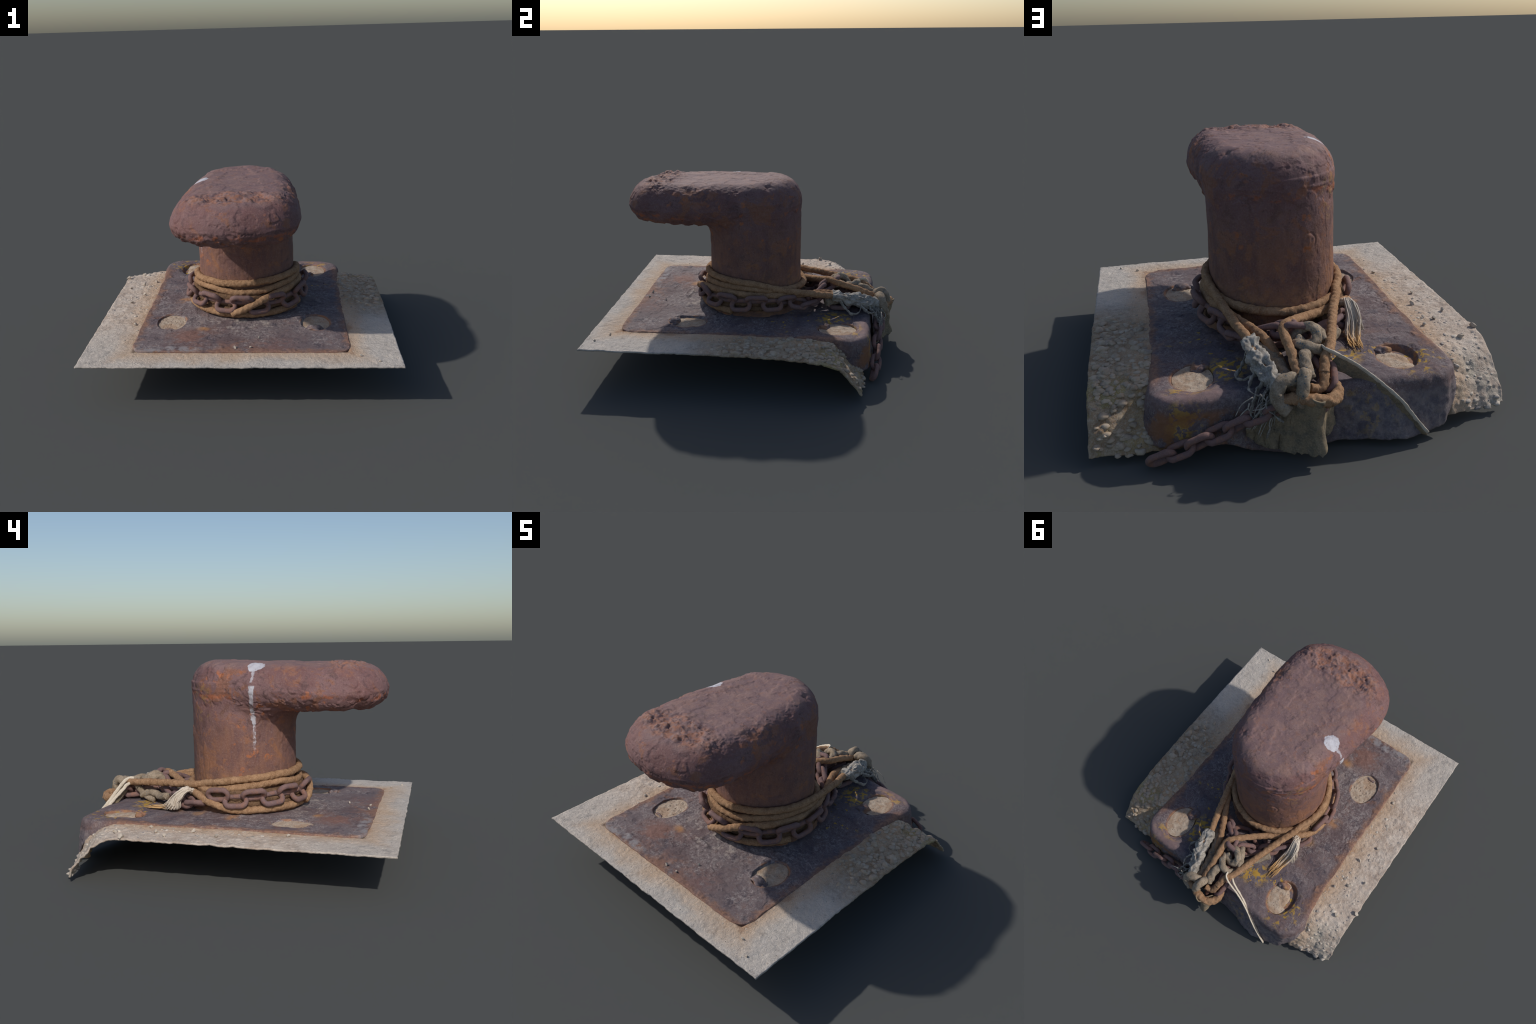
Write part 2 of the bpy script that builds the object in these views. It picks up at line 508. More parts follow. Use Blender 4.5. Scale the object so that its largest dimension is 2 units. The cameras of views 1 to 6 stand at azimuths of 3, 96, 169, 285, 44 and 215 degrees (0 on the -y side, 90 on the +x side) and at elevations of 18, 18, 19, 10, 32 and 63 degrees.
def tube(path, radius, sides=14, twist=0.0, lobes=3, lobe=0.0, rough=0.0, seed=0.0, cap=True, flat=1.0, up=None):
    """sweep a (lobed, twisted, rough) round section along a path"""
    P = np.asarray(path, float)
    n = len(P)
    T = np.gradient(P, axis=0)
    T /= np.linalg.norm(T, axis=1)[:, None] + 1e-12
    r = np.broadcast_to(np.asarray(radius, float), (n,))
    N = np.zeros((n, 3))
    ref = np.array(up if up is not None else ((0, 0, 1) if abs(T[0, 2]) < .9 else (1, 0, 0)), float)
    N[0] = ref - T[0] * (ref @ T[0])
    N[0] /= np.linalg.norm(N[0])
    for i in range(1, n):
        v = N[i - 1] - T[i] * (N[i - 1] @ T[i])
        N[i] = v / (np.linalg.norm(v) + 1e-12)
    B = np.cross(T, N)
    s = np.r_[0, np.cumsum(np.linalg.norm(np.diff(P, axis=0), axis=1))]
    a = np.linspace(0, 2 * np.pi, sides, endpoint=False)
    ca, sa = np.cos(a)[None, :, None], np.sin(a)[None, :, None] * flat
    prof = 1 + lobe * np.abs(np.sin(.5 * lobes * (a[None, :] + twist * s[:, None])))
    V = P[:, None] + (N[:, None] * ca + B[:, None] * sa) * (r[:, None] * prof)[:, :, None]
    V = V.reshape(-1, 3)
    if rough:
        d = V - np.repeat(P, sides, 0)
        d /= np.linalg.norm(d, axis=1)[:, None] + 1e-12
        V = V + d * (rough * fbm(V * 45 + seed, 3))[:, None]
    F = grid_faces(sides, n, True).tolist()
    if cap:
        F.append(list(range(sides))[::-1])
        F.append([(n - 1) * sides + i for i in range(sides)])
    return V, F


def join_parts(parts):
    V, F, o = [], [], 0
    for v, f in parts:
        V.append(v)
        F += [[i + o for i in q] for q in f]
        o += len(v)
    return np.vstack(V), F


# ------------------------------------------------------------------ things
bollard = empty('mooring_bollard', 'rusty hooked iron mooring bollard on a concrete quay slab', 'bollard')
rope_thing = empty('mooring_rope', 'old tan rope wound round post, knotted and frayed', 'rope')
chain_thing = empty('rusty_chain', 'rusty brown iron chain wrapped round the post', 'chain')

def plate_back(x):
    return .800 - .025 * x / .645


# ------------------------------------------------------------------ concrete slab
def slab_height(x, y):
    z = .2725 + .004 * (-x / .93) + .004 * np.sin(2.2 * y + .6)
    return z


def build_slab():
    nx, ny = 300, 340
    xs = np.linspace(-1, 1, nx)
    vs = np.linspace(0, 1, ny)
    X, Vv = np.meshgrid(xs, vs)
    X, Vv = X.ravel(), Vv.ravel()
    # profiles along y: flat, then tipping over the quay edge
    left = catmull([(-.996, 0), (-.6, 0), (-.2, 0), (.2, -.005), (.44, -.005), (.54, -.022), (.61, -.058),
                    (.655, -.105), (.70, -.160), (.735, -.202), (.767, -.240)], ny)
    leftin = catmull([(-.996, 0), (-.6, 0), (-.2, 0), (.2, -.004), (.50, -.004), (.62, -.010), (.70, -.038),
                      (.765, -.080), (.80, -.12), (.818, -.17), (.828, -.225)], ny)
    rightin = catmull([(-.996, 0), (-.6, 0), (-.2, 0), (.2, -.002), (.44, -.008), (.58, -.016), (.63, -.060),
                       (.67, -.11), (.71, -.15), (.75, -.195), (.782, -.230)], ny)
    right = catmull([(-.996, 0), (-.6, 0), (-.2, 0), (.2, -.006), (.40, -.018), (.53, -.036), (.615, -.060),
                     (.668, -.098), (.71, -.150), (.745, -.205), (.770, -.232)], ny)
    idx = np.rint(Vv * (ny - 1)).astype(int)
    w = np.clip((X + 1) / 2, 0, 1)

    def blend(k):
        xs_ = np.array([-1, -.70, .70, 1])
        cols = np.stack([left[idx, k], leftin[idx, k], rightin[idx, k], right[idx, k]], 1)
        j = np.clip(np.searchsorted(xs_, X) - 1, 0, 2)
        t = (X - xs_[j]) / (xs_[j + 1] - xs_[j])
        t = np.clip(t, 0, 1)
        r = np.arange(len(X))
        return cols[r, j] * (1 - t) + cols[r, j + 1] * t
    y = blend(0)
    x = X * .932
    z = slab_height(x, y) + blend(1)
    P = np.stack([x, y, z], 1)
    edge = np.minimum(1 - np.abs(X), np.minimum(Vv, 1 - Vv) * 1.0)
    # ragged cut rim
    rim = sstep(.02, .0, edge)
    P[:, 0] += rim * .003 * fbm(P * 14, 3) * np.sign(X)
    P[:, 1] += rim * .008 * fbm(P * 16 + 5, 3) * (Vv > .5) * 1.5 + rim * .004 * fbm(P * 14 + 9, 3) * (Vv <= .5)
    # relief: stony on the flanks and over the edge, smoother in front
    stony = np.clip(sstep(.60, .72, x) * sstep(-.25, .1, y) + sstep(-.60, -.68, x) * sstep(-.75, -.1, y) * .8
                    + sstep(.5, .62, y), 0, 1)
    f1, f2, cid = cells(P * np.array([26, 26, 26]))
    g1, g2, gid = cells(P * 52 + 3)
    h = .0035 * fbm(P * 7, 4) + .0022 * fbm(P * 40, 3)
    h += (.3 + .7 * stony) * (.0045 * np.clip(.6 - g1, 0, 1) * (gid > .4))
    h += stony * (.012 * np.clip(.62 - f1, 0, 1) * (cid > .4) + .003 * fbm(P * 18, 4) - .003)
    k1, k2, kid = cells(P * np.array([17, 17, 9]) + 40)
    h += sstep(.60, .72, x) * sstep(-.2, .1, y) * sstep(.75, .55, y) * .020 * np.clip(.50 - k1, 0, 1) * (kid > .45)
    over = sstep(.50, .66, y)
    h += over * .012 * fbm(P * 9 + 2, 4)
    nrm = np.stack([np.zeros_like(x), over * .75, 1 - .4 * over], 1)
    nrm /= np.linalg.norm(nrm, axis=1)[:, None]
    under = np.maximum(np.abs(P[:, 0]) - PX, PY0 - P[:, 1])
    h = h * sstep(-.02, .03, under) - .012 * sstep(.002, -.018, under)
    P += nrm * h[:, None]
    F = grid_faces(nx, ny)
    c = P[F].mean(1)
    inside = (np.abs(c[:, 0]) < PX - .05) & (c[:, 1] > PY0 + .05)
    F = F[~inside]
    used = np.unique(F)
    re = np.full(len(P), -1)
    re[used] = np.arange(len(used))
    me = mesh_from('concrete_slab', P[used], re[F])
    ob = new_object('concrete_slab', me, bollard, CONCRETE)
    solid(ob, .010)
    return P, stony


SLAB_P, SLAB_STONY = build_slab()


# ------------------------------------------------------------------ loose and embedded stones
def stone_shape(n_sub, seed):
    import bmesh
    bm = bmesh.new()
    bmesh.ops.create_icosphere(bm, subdivisions=n_sub, radius=1)
    V = np.array([v.co[:] for v in bm.verts])
    F = [[v.index for v in f.verts] for f in bm.faces]
    bm.free()
    V = V * (1 + .55 * perlin(V * 1.1 + seed * 7.7)[:, None] + .2 * perlin(V * 2.3 + seed)[:, None])
    return V, F


def build_stones():
    shapes = [stone_shape(2, s) for s in range(8)]
    parts, used = [], []
    base = SLAB_P
    outside = (np.abs(base[:, 0]) > PX + .015) | (base[:, 1] < PY0 - .02)
    ids = np.where(outside)[0]
    r = np.random.default_rng(21)
    weights = (.12 + SLAB_STONY[ids] ** 1)
    weights *= np.where(base[ids, 1] > .55, 1.6, 1) * np.where((base[ids, 0] > .64) & (base[ids, 1] > -.25) & (base[ids, 1] < .6), 1.9, 1)
    weights /= weights.sum()
    for i in r.choice(ids, 640, p=weights):
        p = base[i]
        st = SLAB_STONY[i]
        if abs(p[0]) > .912 or p[1] < -.975:
            continue
        s = r.uniform(.003, .007) + st * r.gamma(1.6, .0032)
        s = min(s, .022)
        if p[0] > .64 and p[1] > -.2:
            s = r.uniform(.008, .013) + r.gamma(1.8, .0034)
            s = min(s, .026)
        V, F = shapes[r.integers(8)]
        ang = r.uniform(0, 6.28, 3)
        R = np.array((Matrix.Rotation(ang[0], 3, 'X') @ Matrix.Rotation(ang[1], 3, 'Y') @ Matrix.Rotation(ang[2], 3, 'Z')))
        W = V @ R.T * np.array([s, s * r.uniform(.7, 1.2), s * r.uniform(.45, .65)])
        lift = -s * (r.uniform(.0, .35) if p[0] > .64 and p[1] > -.2 else r.uniform(.15, .6))
        parts.append((W + p + (0, lift * .8 * (p[1] > .6), lift), F))
    # a few loose pebbles that can be picked out
    picks = [(-.926, .437, .284, .019), (-.74, .10, .283, .015), (-.80, -.05, .284, .013), (-.70, -.42, .281, .013),
             (-.78, .30, .283, .016), (-.86, .22, .285, .014), (-.70, .36, .282, .014), (-.82, .52, .275, .018),
             (.70, -.86, .270, .012), (.80, -.93, .268, .010)]
    V, F = join_parts(parts)
    ob = new_object('aggregate_stones', mesh_from('aggregate_stones', V, F), bollard, STONE, True)
    ob['kind'] = 'stuff'
    shape = stone_shape(1, 3)
    me = mesh_from('pebble', np.array(shape[0]), shape[1])
    me.materials.append(STONE)
    first = True
    for (x, y, z, s) in picks + [(-.031, -.774, .284, .011), (.06, -.775, .285, .010), (.105, -.641, .284, .008)]:
        ob = new_object('pebble', me, bollard, None, False)
        s *= .85
        ob.location = (x, y, z - s * .05)
        ob.scale = (s * (.8 + .5 * abs(math.sin(x * 40))), s * (.7 + .4 * abs(math.sin(y * 33))), s * .7)
        ob.rotation_euler = (x * 9, y * 7, x * 31)


build_stones()


# ------------------------------------------------------------------ base plate
def plate_outline(n):
    pts = []

    def arc(cx, cy, r, a0, a1, k=14):
        for a in np.linspace(math.radians(a0), math.radians(a1), k):
            pts.append((cx + r * math.cos(a), cy + r * math.sin(a)))
    r = .085
    arc(PX - r, PY0 + r, r, -90, 0)
    arc(PX - .10, plate_back(PX) - .10, .10, 0, 90)
    arc(-PX + .10, plate_back(-PX) - .10, .10, 90, 180)
    arc(-PX + r, PY0 + r, r, 180, 270)
    P = np.array(pts + [pts[0]])
    L = np.r_[0, np.cumsum(np.linalg.norm(np.diff(P, axis=0), axis=1))]
    s = np.linspace(0, L[-1], n, endpoint=False)
    return np.stack([np.interp(s, L, P[:, 0]), np.interp(s, L, P[:, 1])], 1)


def hole_field(P):
    """0 outside, 1 on a pocket floor"""
    out = np.zeros(len(P))
    for k, (hx, hy) in enumerate(HOLES):
        d = np.hypot((P[:, 0] - hx) / HRX, (P[:, 1] - hy) / HRY)
        d = d + .05 * perlin(np.c_[P[:, :2] * 14, np.full(len(P), k)])
        out = np.maximum(out, sstep(1.06, .93, d))
    return out


def plate_top(x, y):
    return .277 + .005 * sstep(.3, .7, y) - .005 * x / .65 + .010 * np.exp(-((np.hypot(x, y - .01) - .36) / .06) ** 2)


def build_plate():
    n, rings = 960, 190
    O = plate_outline(n)
    c = np.array([0, .02])
    wob = 1 + .010 * fbm(np.c_[O * 5, np.zeros(n)], 3) * sstep(.7, .3, O[:, 1])
    O = c + (O - c) * wob[:, None]
    rows = []
    for k in range(rings):
        t = .30 + .70 * (k / (rings - 1)) ** .9
        p = c + (O - c) * t
        rows.append(np.c_[p, plate_top(p[:, 0], p[:, 1])])
    # rounded rim, then a skirt that hangs down where the slab falls away
    nrm = np.roll(O, -1, 0) - np.roll(O, 1, 0)
    nrm = np.stack([nrm[:, 1], -nrm[:, 0]], 1)
    nrm /= np.linalg.norm(nrm, axis=1)[:, None]
    back = sstep(.35, .70, O[:, 1])
    rad = .006 + .030 * back
    zt = plate_top(O[:, 0], O[:, 1])
    for a in np.linspace(10, 90, 7):
        a = math.radians(a)
        rows.append(np.c_[O + nrm * (rad * math.sin(a))[:, None], zt - rad * (1 - math.cos(a))])
    bx = O[:, 0]
    bottom = np.interp(bx, [-.66, -.60, -.50, -.30, -.10, .12, .17, .26, .36, .50, .62, .66],
                       [.08, .060, .032, .028, .028, .002, .004, .030, .066, .075, .06, .05])
    sidez = np.where(bx < 0, np.interp(O[:, 1], [.55, .61, .68, .72, .76, .82], [.26, .255, .225, .20, .17, .12]),
                     np.interp(O[:, 1], [.45, .60, .65, .69, .735, .78], [.24, .22, .15, .10, .05, .03]))
    bottom = bottom + (np.maximum(bottom, sidez) - bottom) * np.clip(np.abs(nrm[:, 0]) * 1.4 - .3, 0, 1)
    bottom = bottom + .010 * perlin(np.c_[O * 9, np.zeros(n)])
    low = zt - rad - .008
    bottom = low + (bottom - low) * sstep(.38, .62, O[:, 1])
    start = rows[-1]
    flare = np.interp(bx, [-.60, -.50, -.40, -.32, -.24, -.12, .0, .3, .6], [.015, .045, .072, .064, .046, .026, .03, .022, .022])
    for k in range(1, 27):
        t = k / 26
        q = start.copy()
        q[:, 2] = start[:, 2] + (bottom - start[:, 2]) * t
        q[:, :2] += nrm * (flare * back * t)[:, None]
        rows.append(q)
    P = np.vstack(rows)
    R = np.repeat(np.arange(len(rows)), n)
    top = sstep(rings + 6, rings - 2, R)
    pit = hole_field(P) * (R < rings)
    h = .0040 * fbm(P * 4.5, 4) + .0022 * fbm(P * 22, 4) - .0015 * sstep(.1, .3, fbm(P * 11 + 8, 3))
    # scabs and scars on the top
    scab = sstep(.16, .20, fbm(P * np.array([8, 10, 8]) + 31, 4))
    h += .0022 * scab * (R < rings)
    for (cx, cy, rx, ry, a) in ((-.06, -.50, .075, .022, .007), (.33, .70, .10, .010, .006)):
        q = np.hypot((P[:, 0] - cx) / rx, (P[:, 1] - cy) / ry)
        h += a * np.exp(-((q - 1) / .35) ** 2) * (R < rings)
    # dishing round the back pockets
    for (hx, hy) in HOLES[2:]:
        q = np.hypot((P[:, 0] - hx) / HRX, (P[:, 1] - hy) / HRY)
        h -= .008 * np.exp(-((q - 1.0) / .25) ** 2) * (R < rings)
    P[:, 2] += (h - .030 * pit) * top + 0 * h
    side = 1 - top
    out = np.tile(nrm, (len(rows), 1))
    rough = .006 * fbm(P * np.array([14, 14, 6]), 4) + .003 * fbm(P * 40, 3)
    P[:, :2] += out * (side * rough * np.tile(.3 + back, len(rows)))[:, None]
    me = mesh_from('base_plate', P, grid_faces(n, len(rows), True)[:, ::-1])
    # outline runs counter-clockwise: make normals point up / out
    ob = new_object('base_plate', me, bollard, PLATE)
    me.update()
    if me.polygons[0].normal.z < 0:
        me.flip_normals()
    solid(ob, .012)
    return ob


plate = build_plate()


def build_plugs():
    n, rings = 72, 24
    for k, (hx, hy) in enumerate(HOLES):
        a = np.linspace(0, 2 * np.pi, n, endpoint=False)
        rows = []
        for t in np.linspace(.02, 1.0, rings):
            rows.append(np.c_[hx + HRX * t * np.cos(a), hy + HRY * t * np.sin(a), np.zeros(n)])
        P = np.vstack(rows)
        level = plate_top(np.array([hx]), np.array([hy]))[0] - (.010, .010, .016, .020)[k]
        P[:, 2] = level + .0035 * fbm(P * 14 + k, 4) + .002 * fbm(P * 60 + k, 3)
        if k == 3:
            P[:, 2] -= .03 * sstep(.02, .08, np.hypot(P[:, 0] - hx, P[:, 1] - hy)) * sstep(.0, -.9, (P[:, 0] - hx) / HRX * .8 + .4 * (P[:, 1] - hy) / HRY - .1)
        f1, f2, cid = cells(P * 42 + k * 5)
        P[:, 2] -= .006 * sstep(.28, .16, f1) * (cid > .55)
        F = grid_faces(n, rings, True).tolist() + [list(range(n))[::-1]]
        me = mesh_from('mortar_plug', P, F)
        if me.polygons[0].normal.z < 0:
            me.flip_normals()
        new_object('mortar_plug', me, plate, MORTAR)
    # corroded bolt stubs standing in the pockets
    for (x, y, z, rx, ry, rz) in ((.452, -.488, .262, .050, .034, .028), (-.402, .560, .262, .040, .040, .026),
                                  (.440, .505, .258, .042, .050, .026), (-.462, -.488, .262, .035, .016, .012)):
        V, F = stone_shape(4, 11 + x)
        V = V * (1 + .06 * fbm(V * 3, 3)[:, None]) * (rx, ry, rz) + (x, y, z)
        new_object('bolt_stub', mesh_from('bolt_stub', V, F), plate, PLATE)


build_plugs()


# ------------------------------------------------------------------ bollard casting
CX, CY, CR = .004, .012, .318
HEAD = [(.004, .331), (.115, .311), (.212, .254), (.283, .165), (.320, .05), (.336, -.05), (.351, -.20), (.362, -.35),
        (.368, -.50), (.354, -.640), (.304, -.756), (.195, -.835), (.05, -.870), (-.10, -.866), (-.246, -.821),
        (-.350, -.736), (-.402, -.620), (-.412, -.50), (-.392, -.36), (-.370, -.20), (-.347, -.05), (-.317, .05),
        (-.277, .165), (-.205, .254), (-.108, .311)]
ZTOP, ZBOT = 1.162, .896


def outline_grid():
    C = catmull(HEAD, 260, True)
    gx = np.arange(-.62, .62, .008)
    gy = np.arange(-1.06, .56, .008)
    GX, GY = np.meshgrid(gx, gy, indexing='ij')
    Q = np.stack([GX.ravel(), GY.ravel()], 1)
    A, B = C, np.roll(C, -1, 0)
    best = np.full(len(Q), 9.0)
    inside = np.zeros(len(Q), bool)
    for a, b in zip(A, B):
        ab = b - a
        t = np.clip(((Q - a) @ ab) / (ab @ ab), 0, 1)
        best = np.minimum(best, np.hypot(*(Q - a - t[:, None] * ab).T))
        cross = ((a[1] > Q[:, 1]) != (b[1] > Q[:, 1]))
        with np.errstate(divide='ignore', invalid='ignore'):
            xi = (b[0] - a[0]) * (Q[:, 1] - a[1]) / (b[1] - a[1] + 1e-12) + a[0]
        inside ^= cross & (Q[:, 0] < xi)
    return np.where(inside, -best, best).reshape(GX.shape), gx[0], gy[0], .008


SDG, SX0, SY0, SST = outline_grid()


def outline_sdf(x, y):
    u = np.clip((x - SX0) / SST, 0, SDG.shape[0] - 1.001)
    v = np.clip((y - SY0) / SST, 0, SDG.shape[1] - 1.001)
    i, j = u.astype(int), v.astype(int)
    f, g = u - i, v - j
    return (SDG[i, j] * (1 - f) * (1 - g) + SDG[i + 1, j] * f * (1 - g) + SDG[i, j + 1] * (1 - f) * g + SDG[i + 1, j + 1] * f * g)


def casting_sdf(p):
    x, y, z = p.T
    zt = ZTOP + .006 * x / .4 + .009 * np.clip((y + .35) / .4, -1, 1)
    zb = ZBOT + .008 * sstep(-.4, -.7, y)
    # hook head: outline extruded, with a wide top rounding and a tighter lower one
    rt = .158 + .03 * sstep(-.1, -.35, x) * sstep(-.35, -.55, y) - .015 * sstep(-.3, .1, y)
    rb = np.full_like(rt, .115)
    zm = 1.0
    R = np.where(z > zm, rt, rb)
    d2 = outline_sdf(x, y) + R
    dz = np.where(z > zm, z - zt, zb - z) + R
    head = np.minimum(np.maximum(d2, dz), 0) + np.hypot(np.maximum(d2, 0), np.maximum(dz, 0)) - R
    # post with a flared foot
    flare = .060 * np.exp(-np.clip(z - .28, 0, 1) / .022)
    post = np.maximum(np.hypot(x - CX, y - CY) - CR - flare, np.maximum(z - 1.05, .20 - z))
    k = .012 + .115 * sstep(.05, -.24, y)
    h = np.clip(.5 + .5 * (post - head) / k, 0, 1)
    return post * (1 - h) + head * h - k * h * (1 - h)


def build_casting():
    # rough union of the two masses, remeshed evenly, then pulled onto the exact form
    a = np.linspace(0, 2 * np.pi, 64, endpoint=False)
    ring = np.c_[CX + CR * np.cos(a), CY + CR * np.sin(a)]
    out = catmull(HEAD, 120, True)
    out = out[::-1] if np.cross(out[1] - out[0], out[2] - out[1]) < 0 else out

    def prism(ring, levels):
        n = len(ring)
        V = np.vstack([np.c_[(ring - ring.mean(0)) * s + ring.mean(0), np.full(n, z)] for z, s in levels])
        F = grid_faces(n, len(levels), True).tolist()
        F.append(list(range(n))[::-1])
        F.append([(len(levels) - 1) * n + i for i in range(n)])
        return V, F
    p1 = prism(ring, [(.22, 1.1), (.32, 1.02), (1.1, 1)])
    p2 = prism(out, [(.88, .8), (.96, .97), (1.05, .99), (1.16, .75)])
    V, F = join_parts([p1, p2])
    ob = new_object('casting', mesh_from('casting', V, F), None, IRON)
    md = ob.modifiers.new('remesh', 'REMESH')
    md.mode = 'VOXEL'
    md.voxel_size = .0052
    me = bake(ob)
    P = verts_of(me)
    E = np.empty(len(me.edges) * 2, int)
    me.edges.foreach_get('vertices', E)
    E = E.reshape(-1, 2)
    deg = np.bincount(E.ravel(), minlength=len(P))[:, None]

    def grad(p):
        e = 1e-3
        return np.stack([(casting_sdf(p + d) - casting_sdf(p - d)) / (2 * e) for d in np.eye(3) * e], 1)

    def relax(p):
        acc = np.zeros_like(p)
        for k in range(3):
            acc[:, k] = np.bincount(E[:, 0], p[E[:, 1], k], len(p)) + np.bincount(E[:, 1], p[E[:, 0], k], len(p))
        return p * .5 + .5 * acc / deg

    for it in range(8):
        g = grad(P)
        P = P - g * (casting_sdf(P) / np.maximum((g * g).sum(1), .2))[:, None]
        if it < 5:
            P = relax(P)
    N = grad(P)
    N /= np.linalg.norm(N, axis=1)[:, None] + 1e-9
    # ---- corrosion relief
    h = .0040 * fbm(P * 4.5, 3) + .0010 * fbm(P * 24, 3)
    headness = sstep(.86, .95, P[:, 2])
    topness = sstep(.6, .95, N[:, 2]) * headness
    flank = sstep(.0, -.5, N[:, 0]) * sstep(.55, .75, P[:, 2])
    # plates of scale: terraced noise with crisp edges
    n1 = fbm(P * np.array([6, 6, 9]) + 3, 5)
    n2 = fbm(P * np.array([11, 11, 15]) + 11, 5)
    h += .0030 * sstep(.10, .125, n1) * headness
    h -= .0026 * sstep(.24, .265, n2) * headness * (1 - .5 * topness)
    # flaking zone across the front of the top, and a strip down the right shoulder
    zone = np.clip(blob(P, (-.02, -.625, 1.14), (.30, .10, .16)) * 1.8, 0, 1) * sstep(.25, .6, N[:, 2])
    zr = np.clip(blob(P, (.29, -.32, 1.10), (.07, .24, .09)) * 1.3, 0, 1)
    n3 = fbm(P * np.array([8, 13, 11]) + 5, 5)
    n4 = fbm(P * np.array([18, 26, 20]) + 15, 4)
    zone = np.maximum(zone, .55 * zr)
    h += .75 * zone * (.0075 * sstep(.03, .045, n3) + .006 * sstep(.20, .215, n3) - .007 * sstep(-.14, -.16, n3) + .006 * sstep(.14, .16, n4) - .005 * sstep(-.2, -.22, n4))
    # scale step crossing the back of the top face
    line = P[:, 1] - (.10 + .10 * P[:, 0] + .05 * fbm(P * 7, 4))
    h += topness * .0045 * sstep(-.006, .006, line)
    # round blisters on the left flank
    f1, f2, cid = cells(P * 11 + 2)
    big = (cid > .72)
    h += flank * big * (.0035 * sstep(.44, .32, f1) - .0025 * np.exp(-((f1 - .46) / .05) ** 2))
    # parting seam round the head
    h += .003 * np.exp(-((P[:, 2] - 1.01 - .01 * fbm(P * 6, 2)) / .006) ** 2) * sstep(.3, .6, np.hypot(N[:, 0], N[:, 1])) * sstep(.0, .12, fbm(P * 3 + 9, 2) + .1)
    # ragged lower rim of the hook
    low = sstep(-.1, -.6, N[:, 2]) * sstep(.80, .88, P[:, 2])
    h += low * (.008 * fbm(P * 10 + 4, 3) + .005 * (sstep(.05, .12, fbm(P * 18, 3)) - .4))
    # shallow dents on the post and running ridges
    h += (1 - headness) * (.0016 * sstep(.15, .2, fbm(P * np.array([14, 14, 5]) + 21, 4)))
    # old bolt scar at the back left of the top, pit at the back right
    for (cx, cy, cz, r, a) in ((-.23, .13, 1.14, .05, .008), (.21, .12, 1.14, .03, -.016), (.24, .0, 1.12, .04, .006), (-.17, -.14, 1.15, .05, .004)):
        q = np.linalg.norm((P - (cx, cy, cz)), axis=1) / r
        h += a * np.exp(-q * q) * (1 + fbm(P * 40, 2))
    P2 = P + N * h[:, None]
    me.vertices.foreach_set('co', P2.ravel())
    me.update()
    # ---- split into post and head with shared normals
    vn = np.empty(len(P2) * 3)
    me.vertices.foreach_get('normal', vn)
    vn = vn.reshape(-1, 3)
    polys = [list(p.vertices) for p in me.polygons]
    cz = np.array([P2[p, 2].mean() for p in polys])
    cr = np.array([np.hypot(P2[p, 0].mean() - CX, P2[p, 1].mean() - CY) for p in polys])
    is_head = (cz > .90) | (cr > CR + .05) & (cz > .6)
    for name, sel in (('hook_head', is_head), ('post', ~is_head)):
        fs = [polys[i] for i in np.where(sel)[0]]
        used = np.unique(np.concatenate([np.array(f) for f in fs]))
        re = {int(o): i for i, o in enumerate(used)}
        m2 = mesh_from(name, P2[used], [[re[v] for v in f] for f in fs])
        o2 = new_object(name, m2, bollard, IRON)
        m2.normals_split_custom_set_from_vertices(vn[used].tolist())
    bpy.data.objects.remove(ob)


build_casting()


# ------------------------------------------------------------------ ropes
def on_post(theta, z, r=.337):
    t = math.radians(theta)
    return (CX + r * math.sin(t), CY - r * math.cos(t), z)


def rope_object(name, pts, radius=.0205, mat=ROPE, n=None, parent=rope_thing, seed=0.0, lobe=.10, twist=55, rough=.004, fray=None):
    C = catmull(pts, 20)
    L = np.linalg.norm(np.diff(C, axis=0), axis=1).sum()
    n = n or max(16, int(L / .0055))
    C = catmull(pts, n)
    C = C + .0016 * np.stack([perlin(C * 12 + seed), perlin(C * 12 + seed + 5), perlin(C * 12 + seed + 9)], 1)
    V, F = tube(C, radius, 18, twist, 3, lobe, rough, seed)
    return new_object(name, mesh_from(name, V, F), parent, mat)


R0 = .340
A = [(-.055, .845, .345), (-.073, .785, .388), (-.109, .734, .402), (-.165, .560, .420), (-.225, .375, .432), (-.275, .245, .440)]
A += [on_post(t, z, R0) for t, z in ((-121, .452), (-105, .468), (-88, .486), (-64, .499), (-39, .510), (-19, .512), (8, .518), (36, .526), (60, .526), (80, .522), (98, .508))]
A += [(.320, .150, .480), (.292, .280, .450), (.255, .430, .422), (.212, .580, .396), (.200, .690, .375), (.170, .800, .345)]
rope_object('rope_coil', A, seed=1)
B = [on_post(t, z, R0) for t, z in ((150, .435), (172, .424), (190, .420), (210, .424), (232, .424), (246, .418), (272, .438), (296, .457), (321, .468), (341, .458), (355, .452), (374, .456), (395, .470), (420, .482), (450, .480), (475, .462), (500, .444), (520, .432))]
rope_object('rope_coil', B, seed=2)
C_ = [on_post(-11, .330, R0 + .068)] + [on_post(t, z, R0 + r) for t, z, r in ((-4, .352, .072), (7, .390, .070), (20, .424, .056), (35, .442, .036), (55, .446, .020), (81, .444, .012), (105, .434, .008))]
C_ += [(.318, .190, .428), (.262, .320, .418), (.167, .495, .400), (.130, .577, .376), (.100, .680, .340), (.085, .76, .315)]
rope_object('rope_coil', C_, seed=3)
D = [on_post(t, z, R0 + r) for t, z, r in ((70, .318, .03), (40, .316, .034), (10, .316, .036), (-19, .319, .038), (-43, .320, .038), (-66, .318, .038), (-84, .319, .040), (-98, .338, .046), (-112, .366, .050))]
D += [(-.315, .225, .392), (-.155, .345, .398), (-.03, .465, .430), (.035, .540, .450), (.062, .575, .445), (.066, .640, .425), (.060, .725, .398), (.056, .820, .362), (.052, .885, .335)]
rope_object('rope_coil', D, seed=4)
